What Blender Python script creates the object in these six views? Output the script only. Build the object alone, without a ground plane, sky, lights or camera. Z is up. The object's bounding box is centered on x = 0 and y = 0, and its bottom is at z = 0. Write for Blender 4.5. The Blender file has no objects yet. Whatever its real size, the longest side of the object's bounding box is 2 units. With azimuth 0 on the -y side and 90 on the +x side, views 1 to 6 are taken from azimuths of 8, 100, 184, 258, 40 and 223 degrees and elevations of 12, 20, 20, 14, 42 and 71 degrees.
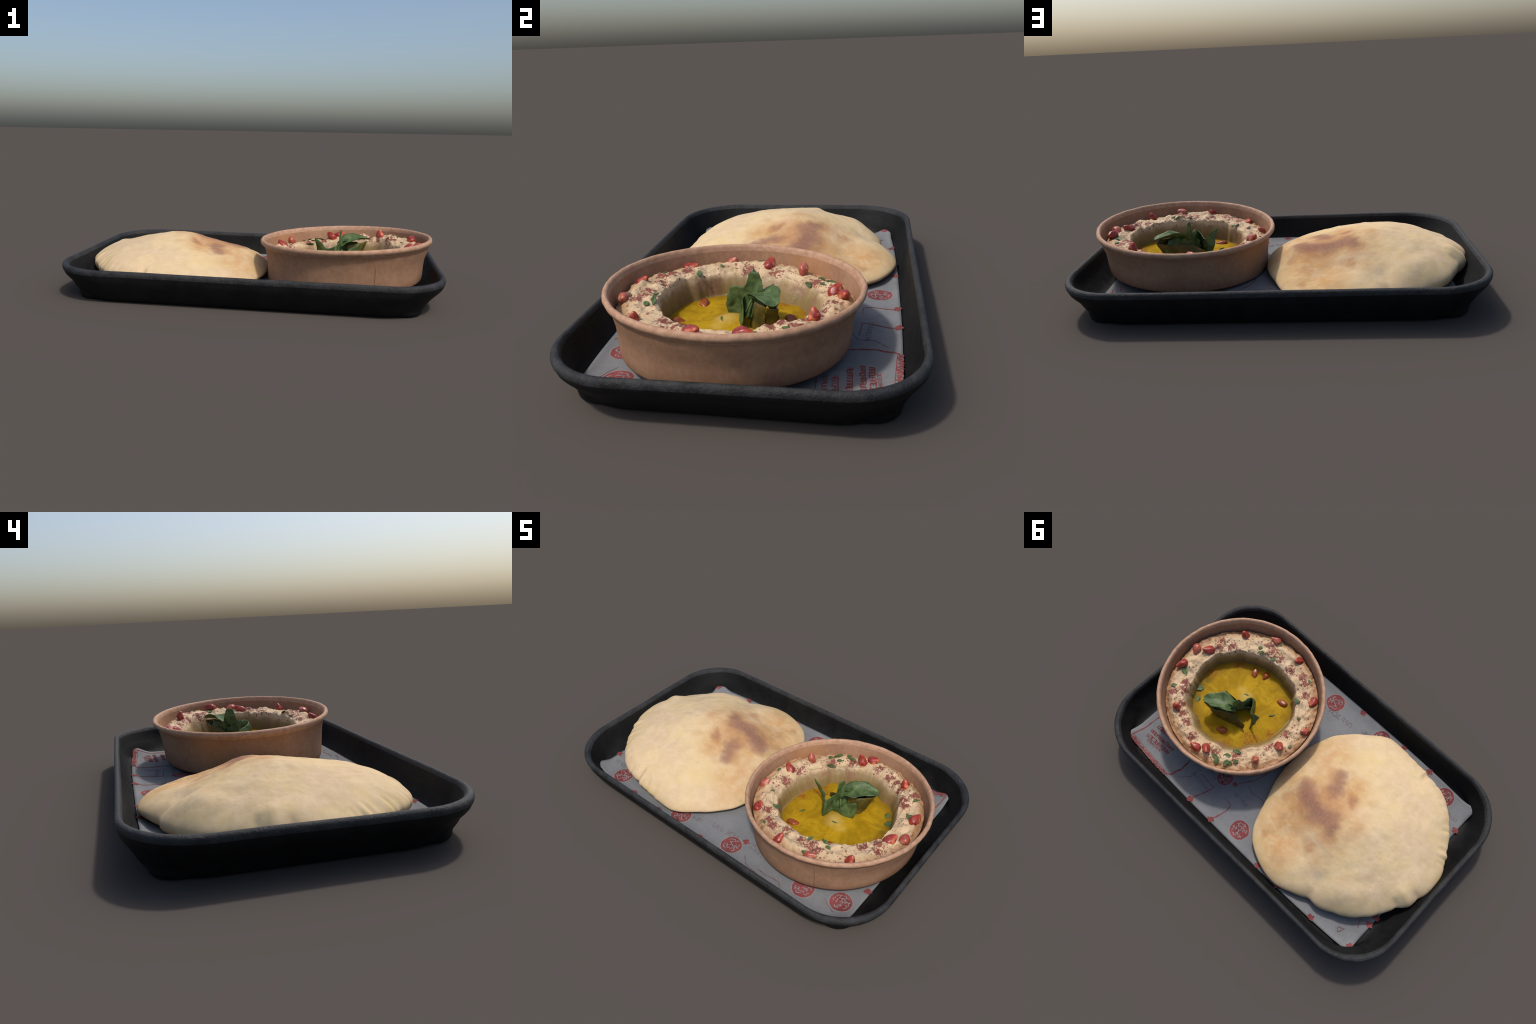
# A black tray with a printed paper liner, a paper bowl of hummus-like dip and a round flatbread.
import bpy, math, random
from mathutils import Vector, noise

TAU = 2 * math.pi
random.seed(7)
COL = bpy.context.scene.collection


# ------------------------------------------------------------------ helpers
def clamp(v, a=0.0, b=1.0):
    return max(a, min(b, v))


def sstep(a, b, v):
    t = clamp((v - a) / (b - a))
    return t * t * (3 - 2 * t)


def fbm(x, y, z, oct=3):
    s, a, f = 0.0, 1.0, 1.0
    for _ in range(oct):
        s += a * noise.noise(Vector((x * f, y * f, z * f)))
        a *= 0.5
        f *= 2.03
    return s


def cyc(table, ang):
    """Smooth cyclic interpolation of (degrees, value) pairs."""
    t = sorted((a % 360, v) for a, v in table)
    a = math.degrees(ang) % 360
    n = len(t)
    k = n - 1
    for i in range(n):
        if t[i][0] <= a:
            k = i
    if a < t[0][0]:
        k = n - 1
    A = [t[(k + j) % n][0] for j in (-1, 0, 1, 2)]
    V = [t[(k + j) % n][1] for j in (-1, 0, 1, 2)]
    span = (A[2] - A[1]) % 360 or 360
    u = ((a - A[1]) % 360) / span
    d0 = span * (V[2] - V[0]) / (((A[2] - A[0]) % 360) or 360)
    d1 = span * (V[3] - V[1]) / (((A[3] - A[1]) % 360) or 360)
    return (V[1] * (2 * u**3 - 3 * u**2 + 1) + d0 * (u**3 - 2 * u**2 + u)
            + V[2] * (-2 * u**3 + 3 * u**2) + d1 * (u**3 - u**2))


def empty(name, loc, label, category):
    o = bpy.data.objects.new(name, None)
    o.empty_display_size = 0.1
    o.location = loc
    COL.objects.link(o)
    o["label"] = label
    o["category"] = category
    return o


def add(name, verts, faces, mat, root, parent=None, smooth=True, base=None):
    """Mesh object under root; verts come in world coordinates."""
    b = Vector(root.location)
    me = bpy.data.meshes.new(name)
    me.from_pydata([tuple(Vector(v) - b) for v in verts], [], faces)
    me.update()
    if smooth:
        me.polygons.foreach_set("use_smooth", [True] * len(me.polygons))
    me.materials.append(mat)
    o = bpy.data.objects.new(name, me)
    COL.objects.link(o)
    o.parent = parent or root
    return o


def split(parts, verts, faces, label_of, root):
    """Split one smooth surface into named parts that keep the whole body's normals."""
    b = Vector(root.location)
    whole = bpy.data.meshes.new("whole")
    whole.from_pydata([tuple(Vector(v) - b) for v in verts], [], faces)
    whole.polygons.foreach_set("use_smooth", [True] * len(whole.polygons))
    whole.update()
    nor = [Vector(n.vector) for n in whole.vertex_normals]
    out = []
    for name, mat in parts:
        fs = [f for i, f in enumerate(faces) if label_of(i, f) == name]
        idx = sorted({v for f in fs for v in f})
        re = {v: i for i, v in enumerate(idx)}
        o = add(name, [verts[v] for v in idx], [tuple(re[v] for v in f) for f in fs], mat, root)
        o.data.normals_split_custom_set_from_vertices([nor[v] for v in idx])
        out.append(o)
    bpy.data.meshes.remove(whole)
    return out


def loft(rings, close_first=True, close_last=True):
    n = len(rings[0])
    V = [p for r in rings for p in r]
    F = []
    for i in range(len(rings) - 1):
        for j in range(n):
            k = (j + 1) % n
            F.append((i * n + j, i * n + k, (i + 1) * n + k, (i + 1) * n + j))
    for close, row, flip in ((close_first, 0, True), (close_last, len(rings) - 1, False)):
        if close:
            c = len(V)
            r = rings[row]
            V.append(tuple(sum(p[a] for p in r) / n for a in range(3)))
            for j in range(n):
                k = (j + 1) % n
                f = (row * n + j, row * n + k, c)
                F.append(f[::-1] if flip else f)
    return V, F


# ------------------------------------------------------------------ materials
class Mat:
    def __init__(self, name, base=(0, 0, 0)):
        self.m = bpy.data.materials.new(name)
        self.m.use_nodes = True
        self.t = self.m.node_tree
        self.t.nodes.clear()
        tc = self.n("ShaderNodeTexCoord")
        mp = self.n("ShaderNodeMapping")
        mp.inputs["Location"].default_value = base      # back to the common frame
        self.t.links.new(tc.outputs["Object"], mp.inputs["Vector"])
        self.co = mp.outputs["Vector"]

    def n(self, kind, **kw):
        x = self.t.nodes.new(kind)
        for k, v in kw.items():
            setattr(x, k, v)
        return x

    def put(self, sock, v):
        if isinstance(v, bpy.types.NodeSocket):
            self.t.links.new(v, sock)
        elif v is not None:
            if isinstance(v, (tuple, list)) and len(v) == 3 and len(sock.default_value) == 4:
                v = (*v, 1.0)
            sock.default_value = v

    def noise(self, scale, detail=3, rough=0.55, dist=0.0, co=None, color=False):
        x = self.n("ShaderNodeTexNoise")
        self.put(x.inputs["Vector"], co or self.co)
        x.inputs["Scale"].default_value = scale
        x.inputs["Detail"].default_value = detail
        x.inputs["Roughness"].default_value = rough
        x.inputs["Distortion"].default_value = dist
        return x.outputs["Color" if color else "Fac"]

    def voro(self, scale, co=None, out="Distance"):
        x = self.n("ShaderNodeTexVoronoi")
        self.put(x.inputs["Vector"], co or self.co)
        x.inputs["Scale"].default_value = scale
        return x.outputs[out]

    def math(self, op, a, b=None, clampit=False):
        x = self.n("ShaderNodeMath", operation=op, use_clamp=clampit)
        self.put(x.inputs[0], a)
        self.put(x.inputs[1], b)
        return x.outputs[0]

    def vec(self, op, a, b):
        x = self.n("ShaderNodeVectorMath", operation=op)
        self.put(x.inputs[0], a)
        self.put(x.inputs[1], b)
        return x.outputs["Value" if op in ("DISTANCE", "LENGTH") else "Vector"]

    def step(self, v, lo, hi, a=0.0, b=1.0):
        x = self.n("ShaderNodeMapRange", interpolation_type="SMOOTHSTEP")
        for s, w in zip(("Value", "From Min", "From Max", "To Min", "To Max"), (v, lo, hi, a, b)):
            self.put(x.inputs[s], w)
        return x.outputs[0]

    def mix(self, f, a, b):
        x = self.n("ShaderNodeMix", data_type="RGBA")
        self.put(x.inputs["Factor"], f)
        self.put(x.inputs["A"], a) if False else self.put(x.inputs[6], a)
        self.put(x.inputs[7], b)
        return x.outputs[2]

    def warp(self, scale, amount, co=None):
        """Coordinates shifted by noise, flattened to the xy plane."""
        nz = self.vec("SUBTRACT", self.noise(scale, 3, 0.6, color=True), (0.5, 0.5, 0.5))
        p = self.vec("ADD", co or self.co, self.vec("MULTIPLY", nz, (amount,) * 3))
        return self.vec("MULTIPLY", p, (1, 1, 0))

    def spots(self, co, pts):
        """Union of soft round spots (x, y, inner radius, outer radius, strength)."""
        m = None
        for x, y, r0, r1, s in pts:
            d = self.vec("DISTANCE", co, (x, y, 0))
            f = self.step(d, r0, r1, s, 0.0)
            m = f if m is None else self.math("MAXIMUM", m, f)
        return m

    def z(self):
        x = self.n("ShaderNodeSeparateXYZ")
        self.put(x.inputs[0], self.co)
        return x.outputs

    def out(self, color, rough=0.7, spec=0.3, bump=None, strength=0.3, dist=0.01, trans=None, **kw):
        p = self.n("ShaderNodeBsdfPrincipled")
        self.put(p.inputs["Base Color"], color)
        self.put(p.inputs["Roughness"], rough)
        self.put(p.inputs["Specular IOR Level"], spec)
        for k, v in kw.items():
            self.put(p.inputs[k.replace("_", " ")], v)
        if bump is not None:
            b = self.n("ShaderNodeBump")
            b.inputs["Strength"].default_value = strength
            b.inputs["Distance"].default_value = dist
            self.put(b.inputs["Height"], bump)
            self.t.links.new(b.outputs[0], p.inputs["Normal"])
        s = p.outputs[0]
        if trans is not None:
            tr = self.n("ShaderNodeBsdfTranslucent")
            self.put(tr.inputs[0], trans)
            mx = self.n("ShaderNodeMixShader")
            mx.inputs[0].default_value = 0.2
            self.t.links.new(s, mx.inputs[1])
            self.t.links.new(tr.outputs[0], mx.inputs[2])
            s = mx.outputs[0]
        o = self.n("ShaderNodeOutputMaterial")
        self.t.links.new(s, o.inputs[0])
        return self.m


# ------------------------------------------------------------------ tray
TRAY = empty("serving_tray", (0, 0, 0), "black plastic rectangular serving tray with thick rolled rim", "serving tray")


def rrect(hx, hy, rc, z):
    """Rounded rectangle ring: 24 steps per corner, straights subdivided."""
    pts = []
    cs = [(1, 1, 0), (-1, 1, 90), (-1, -1, 180), (1, -1, 270)]
    arcs = []
    for sx, sy, a0 in cs:
        arcs.append([(sx * (hx - rc) + rc * math.cos(math.radians(a0 + 90 * i / 24)),
                      sy * (hy - rc) + rc * math.sin(math.radians(a0 + 90 * i / 24))) for i in range(25)])
    for i in range(4):
        pts += arcs[i]
        a, b = arcs[i][-1], arcs[(i + 1) % 4][0]
        m = 36 if i % 2 == 0 else 20
        pts += [(a[0] + (b[0] - a[0]) * k / m, a[1] + (b[1] - a[1]) * k / m) for k in range(1, m)]
    out = []
    for x, y in pts:
        lift = sstep(0.05, 0.16, z)
        w = 0.0022 * fbm(x * 2.2, y * 2.2, z * 4 + 3, 2)
        out.append((x * (1 + w), y * (1 + w), z + 0.007 * y * sstep(0.0, 0.03, z) + lift * (-0.002 - 0.001 * x + 0.002 * y + 0.0015 * fbm(x * 3, y * 3, 9, 2))))
    return out


def tray_black(name, dark, light, spec, grit):
    m = Mat(name)
    streak = m.noise(14, 5, 0.65, 0.4)
    grain = m.noise(130, 4, 0.65)
    c = m.mix(m.step(streak, 0.3, 0.7), dark, light)
    r = m.step(streak, 0.3, 0.7, 0.55, 0.72)
    h = m.math("ADD", m.math("MULTIPLY", grain, 0.45), m.noise(38, 5, 0.7, 1.2))
    return m.out(c, r, spec, bump=h, strength=grit, dist=0.010)


PLASTIC = tray_black("tray_black_plastic", (0.0045, 0.0045, 0.0045), (0.0085, 0.0084, 0.0082), 0.18, 0.2)
RIMPLASTIC = tray_black("tray_rim_baked_sunlight", (0.013, 0.0133, 0.0138), (0.033, 0.0338, 0.035), 0.32, 0.6)  # same plastic, greys raised to paint in sun and sky on the rim top
PROFILE = [  # half length, half width, corner radius, height: underside, foot, wall, rim, inside, floor
    (0.60, 0.30, 0.03, 0.0), (0.868, 0.528, 0.19, 0.0), (0.892, 0.550, 0.22, 0.002), (0.903, 0.561, 0.235, 0.010),
    (0.914, 0.573, 0.25, 0.024), (0.926, 0.585, 0.27, 0.042), (0.943, 0.597, 0.28, 0.066), (0.965, 0.610, 0.28, 0.094),
    (0.981, 0.618, 0.278, 0.114), (0.990, 0.6225, 0.276, 0.128), (0.995, 0.6240, 0.276, 0.140), (0.9990, 0.6268, 0.274, 0.153),
    (1.0000, 0.6275, 0.273, 0.163), (0.9985, 0.6262, 0.272, 0.172), (0.994, 0.6220, 0.270, 0.178), (0.987, 0.6150, 0.267, 0.1810),
    (0.980, 0.6090, 0.267, 0.1795), (0.9755, 0.605, 0.267, 0.173), (0.971, 0.6015, 0.268, 0.162), (0.963, 0.5985, 0.268, 0.138),
    (0.947, 0.592, 0.265, 0.106), (0.925, 0.581, 0.248, 0.076), (0.901, 0.566, 0.190, 0.052), (0.880, 0.552, 0.140, 0.040),
    (0.864, 0.536, 0.110, 0.0365), (0.55, 0.25, 0.03, 0.0365)]
# stacking lugs: a squarer outline that shows only at the corners of the foot
LUGS = {1: (0.845, 0.505, 0.08), 2: (0.874, 0.532, 0.09), 3: (0.882, 0.538, 0.095), 4: (0.886, 0.541, 0.10), 5: (0.892, 0.545, 0.115),
        6: (0.915, 0.565, 0.15), 7: (0.940, 0.587, 0.20)}


def rr_radius(hx, hy, rc, dx, dy):
    """Distance from the centre to a rounded rectangle along the unit direction (dx, dy)."""
    lo, hi = 0.0, 2.0
    for _ in range(26):
        m = (lo + hi) / 2
        qx, qy = max(abs(dx * m) - hx + rc, 0.0), max(abs(dy * m) - hy + rc, 0.0)
        inside = math.hypot(qx, qy) <= rc and abs(dx * m) <= hx and abs(dy * m) <= hy
        lo, hi = (m, hi) if inside else (lo, m)
    return lo


def build_tray():
    rings = [rrect(*p) for p in PROFILE]
    for k, lug in LUGS.items():
        row = []
        for x, y, z in rings[k]:
            d = math.hypot(x, y)
            g = max(1.0, rr_radius(*lug, x / d, y / d) / d)
            row.append((x * g, y * g, z))
        rings[k] = row
    for k in range(18, len(rings)):          # the well of the tray sits a little off centre
        g = sstep(17, 20, k)
        rings[k] = [(x + 0.003 * g, y - 0.002 * g, z) for x, y, z in rings[k]]
    V, F = loft(rings)
    n = len(rings[0])

    def lab(i, f):
        row = i // n
        if row >= len(PROFILE) - 1:
            return "tray_floor"
        if row < 4:
            return "tray_base"
        if 11 <= row < 18:
            return "tray_rim"
        return "tray_floor" if row >= 23 else "tray_wall"
    split([("tray_base", PLASTIC), ("tray_wall", PLASTIC), ("tray_rim", RIMPLASTIC), ("tray_floor", PLASTIC)], V, F, lab, TRAY)


build_tray()

# ------------------------------------------------------------------ paper liner and its print
PAPER = empty("paper_liner", (0, 0, 0.05), "grey paper tray liner printed with red medallions", "paper liner")
PX, PY = 0.861, 0.553


def paper_z(x, y):
    e = 0.010 * sstep(0.50, 0.56, abs(y)) + 0.005 * sstep(0.80, 0.87, abs(x))
    e += 0.036 * sstep(0.76, 0.87, abs(x)) * sstep(0.42, 0.53, abs(y))
    return 0.0425 + 0.007 * y + e + 0.0012 * fbm(x * 5, y * 5, 1.7, 2)


def paper_y(x, y):
    """The long edges bow outward a little between the corners."""
    return y * (1 - 0.045 * (abs(x) / PX) ** 3 * (abs(y) / PY) ** 2)


def paper_mat(name, color, vary=0.15):
    m = Mat(name, (0, 0, 0.05))
    a = m.noise(9, 4, 0.6)
    b = m.noise(120, 3, 0.6)
    d = tuple(c * (1 - vary) for c in color)
    l = tuple(c * (1 + vary) for c in color)
    f = m.math("ADD", m.math("MULTIPLY", a, 0.6), m.math("MULTIPLY", b, 0.4))
    return m.out(m.mix(m.step(f, 0.35, 0.65), d, l), 0.9, 0.05, bump=m.noise(60, 4, 0.6), strength=0.2, dist=0.003)


SHEET = paper_mat("liner_grey_paper", (0.176, 0.181, 0.188), 0.10)
RED = paper_mat("print_red_ink", (0.195, 0.055, 0.055), 0.35)
PALE = paper_mat("print_pale_gap", (0.235, 0.215, 0.220), 0.10)
FAINT = paper_mat("print_faded_ink", (0.130, 0.105, 0.112), 0.25)
PINK = paper_mat("print_pink_ink", (0.175, 0.095, 0.098), 0.35)


def build_sheet():
    nx, ny = 120, 80
    V, F = [], []
    for layer in (0, 1):
        for j in range(ny + 1):
            for i in range(nx + 1):
                x = PX * (2 * i / nx - 1)
                y = paper_y(x, PY * (2 * j / ny - 1))
                V.append((x, y, paper_z(x, y) - 0.0015 * layer))
    off = (nx + 1) * (ny + 1)
    for j in range(ny):
        for i in range(nx):
            a = j * (nx + 1) + i
            q = (a, a + 1, a + nx + 2, a + nx + 1)
            F.append(q)
            F.append(tuple(off + k for k in q[::-1]))
    edge = [i for i in range(nx + 1)] + [j * (nx + 1) + nx for j in range(1, ny + 1)]
    edge += [ny * (nx + 1) + i for i in range(nx - 1, -1, -1)] + [j * (nx + 1) for j in range(ny - 1, 0, -1)]
    for a, b in zip(edge, edge[1:] + edge[:1]):
        F.append((a, off + a, off + b, b))
    add("liner_sheet", V, F, SHEET, PAPER)


build_sheet()


def on_paper(x, y, up):
    return (x, y, paper_z(x, y) + up)


class Ink:
    """Collects flat ink shapes into one mesh lying on the sheet."""

    def __init__(self):
        self.V, self.F = [], []

    def ribbon(self, pts, w, up=0.0009, taper=None):
        dense = []
        for a, b in zip(pts, pts[1:]):
            k = max(1, int(math.dist(a, b) / 0.008))
            dense += [(a[0] + (b[0] - a[0]) * i / k, a[1] + (b[1] - a[1]) * i / k) for i in range(k)]
        dense.append(pts[-1])
        s = len(self.V)
        for i, p in enumerate(dense):
            a, b = dense[max(0, i - 1)], dense[min(len(dense) - 1, i + 1)]
            t = Vector((b[0] - a[0], b[1] - a[1]))
            t = t.normalized() if t.length > 1e-9 else Vector((1, 0))
            h = 0.5 * w * (0.8 + 0.5 * noise.noise(Vector((p[0] * 60, p[1] * 60, 2))))
            if taper:
                h *= taper(i / max(1, len(dense) - 1))
            self.V.append(on_paper(p[0] - t.y * h, p[1] + t.x * h, up))
            self.V.append(on_paper(p[0] + t.y * h, p[1] - t.x * h, up))
        for i in range(len(dense) - 1):
            a = s + 2 * i
            self.F.append((a, a + 1, a + 3, a + 2))

    def blob(self, x, y, r, up=0.0008, wob=0.15, seed=0.0, rings=4, n=28, lobes=0):
        s = len(self.V)
        self.V.append(on_paper(x, y, up))
        for k in range(1, rings + 1):
            for j in range(n):
                a = TAU * j / n
                rr = r * k / rings * (1 + wob * fbm(math.cos(a) * 2, math.sin(a) * 2, seed, 2) + (0.13 * math.cos(lobes * a + seed) if lobes else 0))
                self.V.append(on_paper(x + rr * math.cos(a), y + rr * math.sin(a), up))
        for j in range(n):
            self.F.append((s, s + 1 + j, s + 1 + (j + 1) % n))
        for k in range(rings - 1):
            for j in range(n):
                a, b = s + 1 + k * n + j, s + 1 + k * n + (j + 1) % n
                self.F.append((a, a + n, b + n, b))

    def made(self, name, mat, parent=None):
        return add(name, self.V, self.F, mat, PAPER, parent)


def medallion(x, y, seed, r=0.054):
    rnd = random.Random(seed)
    halo = Ink()
    halo.blob(x, y, r * 1.08, 0.0006, 0.05, seed)
    h = halo.made("medallion", PALE)
    disc = Ink()
    disc.blob(x, y, r, 0.0011, 0.06, seed, rings=8, n=40)
    disc.made("medallion_disc", RED, h)
    line = Ink()
    for ring, count in ((0.72, 6), (0.40, 4)):        # broken arcs and hooks like knotted lettering
        for k in range(count):
            a0 = TAU * k / count + rnd.uniform(-0.3, 0.3)
            span = rnd.uniform(0.45, 0.85) * TAU / count
            p = []
            for i in range(9):
                a = a0 + span * i / 8
                q = r * (ring + 0.07 * math.sin(i * 1.1 + k) + rnd.uniform(-0.02, 0.02))
                p.append((x + q * math.cos(a), y + q * math.sin(a)))
            line.ribbon(p, r * 0.085, 0.0017)
            if rnd.random() < 0.75:
                a = a0 + span * rnd.random()
                line.ribbon([(x + r * ring * math.cos(a), y + r * ring * math.sin(a)),
                             (x + r * (ring - 0.26) * math.cos(a + 0.3), y + r * (ring - 0.26) * math.sin(a + 0.3))], r * 0.085, 0.0017)
    line.ribbon([(x - r * 0.12, y - r * 0.1), (x + r * 0.05, y + r * 0.14), (x + r * 0.16, y - r * 0.06)], r * 0.1, 0.0017)
    line.made("medallion_ornament", PALE, h)


for i, (mx, my) in enumerate([(0.147, -0.474), (-0.001, 0.470), (-0.690, -0.478), (-0.205, -0.488), (0.594, -0.456),
                              (0.780, -0.408), (0.206, 0.40)][:6]):
    medallion(mx, my, 11 + i)
medallion(0.275, 0.315, 31, 0.045)

flowers = Ink()
for i, (fx, fy) in enumerate([(0.192, -0.408), (-0.016, -0.540), (-0.330, -0.541), (-0.533, -0.533), (-0.853, -0.369), (-0.212, 0.537),
                              (-0.366, 0.540), (-0.606, 0.534), (-0.850, 0.500), (-0.852, 0.344), (-0.855, 0.293), (0.155, 0.541),
                              (0.322, 0.541), (0.845, -0.28)]):
    flowers.blob(fx, fy, 0.0150, 0.0009, 0.5, 5.1 * i, 3, 24, lobes=5)
    for k in range(4):
        a = 1.7 * k + i
        flowers.blob(fx + 0.016 * math.cos(a), fy + 0.012 * math.sin(a), 0.006, 0.0010, 0.3, k + i, 2, 10)
flowers.blob(0.206, 0.303, 0.014, 0.0019, 0.1, 0.4, 3, 16)
flowers.made("flower_mark", RED)["kind"] = "stuff"

lines = Ink()
thin = lambda t: 0.35 + 1.2 * (1 - t)
lines.ribbon([(0.528, 0.536), (0.507, 0.517), (0.501, 0.481), (0.490, 0.460), (0.492, 0.400), (0.505, 0.330)], 0.010)
lines.ribbon([(0.325, 0.541), (0.319, 0.520), (0.290, 0.447), (0.278, 0.402), (0.389, 0.391)], 0.006, taper=thin)
lines.ribbon([(0.160, 0.541), (0.146, 0.510), (0.128, 0.439), (0.138, 0.403), (0.203, 0.398)], 0.006, taper=thin)
lines.ribbon([(0.193, 0.283), (0.143, 0.208), (0.120, 0.134), (0.14, 0.05)], 0.005)
lines.ribbon([(0.839, 0.510), (0.827, 0.420), (0.822, 0.330), (0.838, 0.230)], 0.008)
lines.ribbon([(0.832, 0.506), (0.530, 0.528)], 0.004)
lines.ribbon([(0.70, 0.26), (0.79, 0.262), (0.81, 0.20)], 0.006)
lines.made("print_line", RED)

pale_lines = Ink()
pale_lines.ribbon([(0.152, 0.257), (0.099, 0.270), (0.023, 0.260), (-0.02, 0.30)], 0.004)
pale_lines.ribbon([(0.245, -0.480), (0.282, -0.519), (0.315, -0.529), (0.357, -0.533)], 0.005)
pale_lines.ribbon([(0.355, -0.505), (0.40, -0.512), (0.450, -0.503), (0.484, -0.504), (0.512, -0.534)], 0.006)
pale_lines.ribbon([(0.706, -0.436), (0.735, -0.458), (0.783, -0.478)], 0.004)
pale_lines.ribbon([(0.19, -0.43), (0.22, -0.40), (0.26, -0.40)], 0.004)
pale_lines.ribbon([(-0.757, 0.49), (-0.74, 0.47), (-0.775, 0.452), (-0.757, 0.49)], 0.006)
pale_lines.ribbon([(-0.82, 0.40), (-0.80, 0.36), (-0.83, 0.34)], 0.005)
pale_lines.ribbon([(0.47, 0.50), (0.42, 0.45), (0.42, 0.39), (0.36, 0.36)], 0.003)
pale_lines.made("print_line", PINK)

band = Ink()      # speckled red border along one long edge
rnd = random.Random(3)
band.ribbon([(0.845, 0.520), (0.70, 0.533), (0.53, 0.541)], 0.021, 0.0008)
band.made("border_band", PINK)
specks = Ink()
for i in range(90):
    t = i / 90
    x = 0.845 - 0.315 * t + rnd.uniform(-0.004, 0.004)
    specks.blob(x, 0.521 + 0.021 * t + rnd.uniform(-0.010, 0.009), rnd.uniform(0.0025, 0.0055), 0.0014 + 0.0002 * (i % 3), 0.4, i, 1, 7)
specks.made("border_speck", RED)["kind"] = "stuff"


def glyph_row(ink, x0, y0, x1, y1, h, count, w, seed, up=0.001):
    """A row of small square letter-like strokes from (x0, y0) to (x1, y1)."""
    r = random.Random(seed)
    d = Vector((x1 - x0, y1 - y0))
    L = d.length
    d.normalize()
    u = Vector((-d.y, d.x))
    cw = L / count
    for i in range(count):
        o = Vector((x0, y0)) + d * (cw * i)
        a, b = o, o + d * cw * 0.68
        A, B = a + u * h, b + u * h
        kind = r.randrange(5)
        path = [[b, a, A, B], [a, A, B, b], [A, B, b, a], [b, B, A], [A, a, b, B]][kind]
        ink.ribbon([tuple(p) for p in path], w, up)
        if kind in (0, 3):
            m = (a + A) / 2
            ink.ribbon([tuple(m), tuple(m + d * cw * 0.5)], w, up)


faint = Ink()
glyph_row(faint, 0.135, -0.405, -0.030, -0.415, 0.026, 6, 0.0042, 4)
glyph_row(faint, 0.345, -0.425, 0.230, -0.412, 0.018, 6, 0.0030, 5)
glyph_row(faint, -0.090, -0.440, -0.150, -0.442, 0.022, 3, 0.0035, 6)
glyph_row(faint, 0.42, 0.35, 0.28, 0.36, 0.016, 8, 0.0028, 8)
glyph_row(faint, 0.43, 0.43, 0.27, 0.445, 0.016, 8, 0.0028, 9)
glyph_row(faint, 0.17, 0.35, 0.06, 0.355, 0.018, 6, 0.0028, 10)
glyph_row(faint, -0.74, -0.41, -0.83, -0.405, 0.020, 5, 0.003, 12)
faint.made("print_letter", FAINT)

block = Ink()      # small block of red lettering in the corner
glyph_row(block, 0.612, 0.400, 0.795, 0.408, 0.017, 11, 0.0075, 21)
glyph_row(block, 0.618, 0.430, 0.790, 0.440, 0.019, 10, 0.0070, 22)
glyph_row(block, 0.655, 0.458, 0.765, 0.464, 0.012, 9, 0.0042, 23)
glyph_row(block, 0.625, 0.358, 0.785, 0.362, 0.018, 9, 0.0065, 24)
glyph_row(block, 0.680, 0.310, 0.790, 0.318, 0.020, 6, 0.0060, 25)
glyph_row(block, 0.680, 0.278, 0.790, 0.285, 0.016, 6, 0.0050, 26)
block.made("print_letter", RED)

# ------------------------------------------------------------------ paper bowl
BB = (0.488, -0.062, 0.055)
BOWL = empty("dip_bowl", BB, "round brown paper bowl of creamy dip with oil and pomegranate", "bowl of dip")
RCX, RCY, RCZ = 0.493, -0.047, 0.288       # rim centre
TX, TY = 0.045, -0.018                     # rim tilt


def bowl_ring(r, h, n=256, rag=0.0):
    """Circle of the bowl at height h over its base (0..0.228 = rim), sheared and tilted."""
    k = clamp(h / 0.218)
    cx, cy = 0.498 - 0.005 * k, -0.055 + 0.008 * k
    out = []
    for j in range(n):
        a = TAU * j / n
        w = 1 + 0.006 * math.sin(2 * a + 0.6) * (1 - k) + 0.004 * fbm(math.cos(a) * 1.6, math.sin(a) * 1.6, h * 6, 2)
        w += 0.028 * max(0.0, math.cos(a - 0.15)) * math.exp(-((h - 0.165) / 0.035) ** 2)
        q = r * w + rag * fbm(math.cos(a) * 9, math.sin(a) * 9, 2.0, 3)
        x, y = q * math.cos(a), q * math.sin(a)
        z = 0.070 + h + x * (0.060 - 0.015 * k) + y * (0.010 - 0.028 * k) + 0.6 * rag * fbm(math.cos(a) * 7, math.sin(a) * 7, 8.0, 3)
        out.append((cx + x, cy + y, z))
    return out


def kraft():
    m = Mat("bowl_kraft_paper", BB)
    big = m.noise(6, 4, 0.6)
    st = m.vec("MULTIPLY", m.co, (60, 60, 42))
    fib = m.noise(1.0, 4, 0.6, co=st)
    fleck = m.step(m.noise(75, 2, 0.5), 0.70, 0.76)
    f = m.math("ADD", m.math("MULTIPLY", big, 0.55), m.math("MULTIPLY", fib, 0.45))
    c = m.mix(m.step(f, 0.34, 0.66), (0.270, 0.147, 0.086), (0.345, 0.200, 0.121))
    c = m.mix(m.math("MULTIPLY", fleck, 0.22), c, (0.20, 0.10, 0.06))
    d = m.vec("DISTANCE", m.co, (0.15, 0.17, 0.21))
    c = m.mix(m.math("MULTIPLY", m.step(d, 0.03, 0.16, 1, 0), 0.45), c, (0.36, 0.165, 0.06))   # soft orange patch
    return m.out(c, 0.8, 0.1, bump=m.math("ADD", fib, m.noise(30, 4, 0.6)), strength=0.18, dist=0.004)


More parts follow.
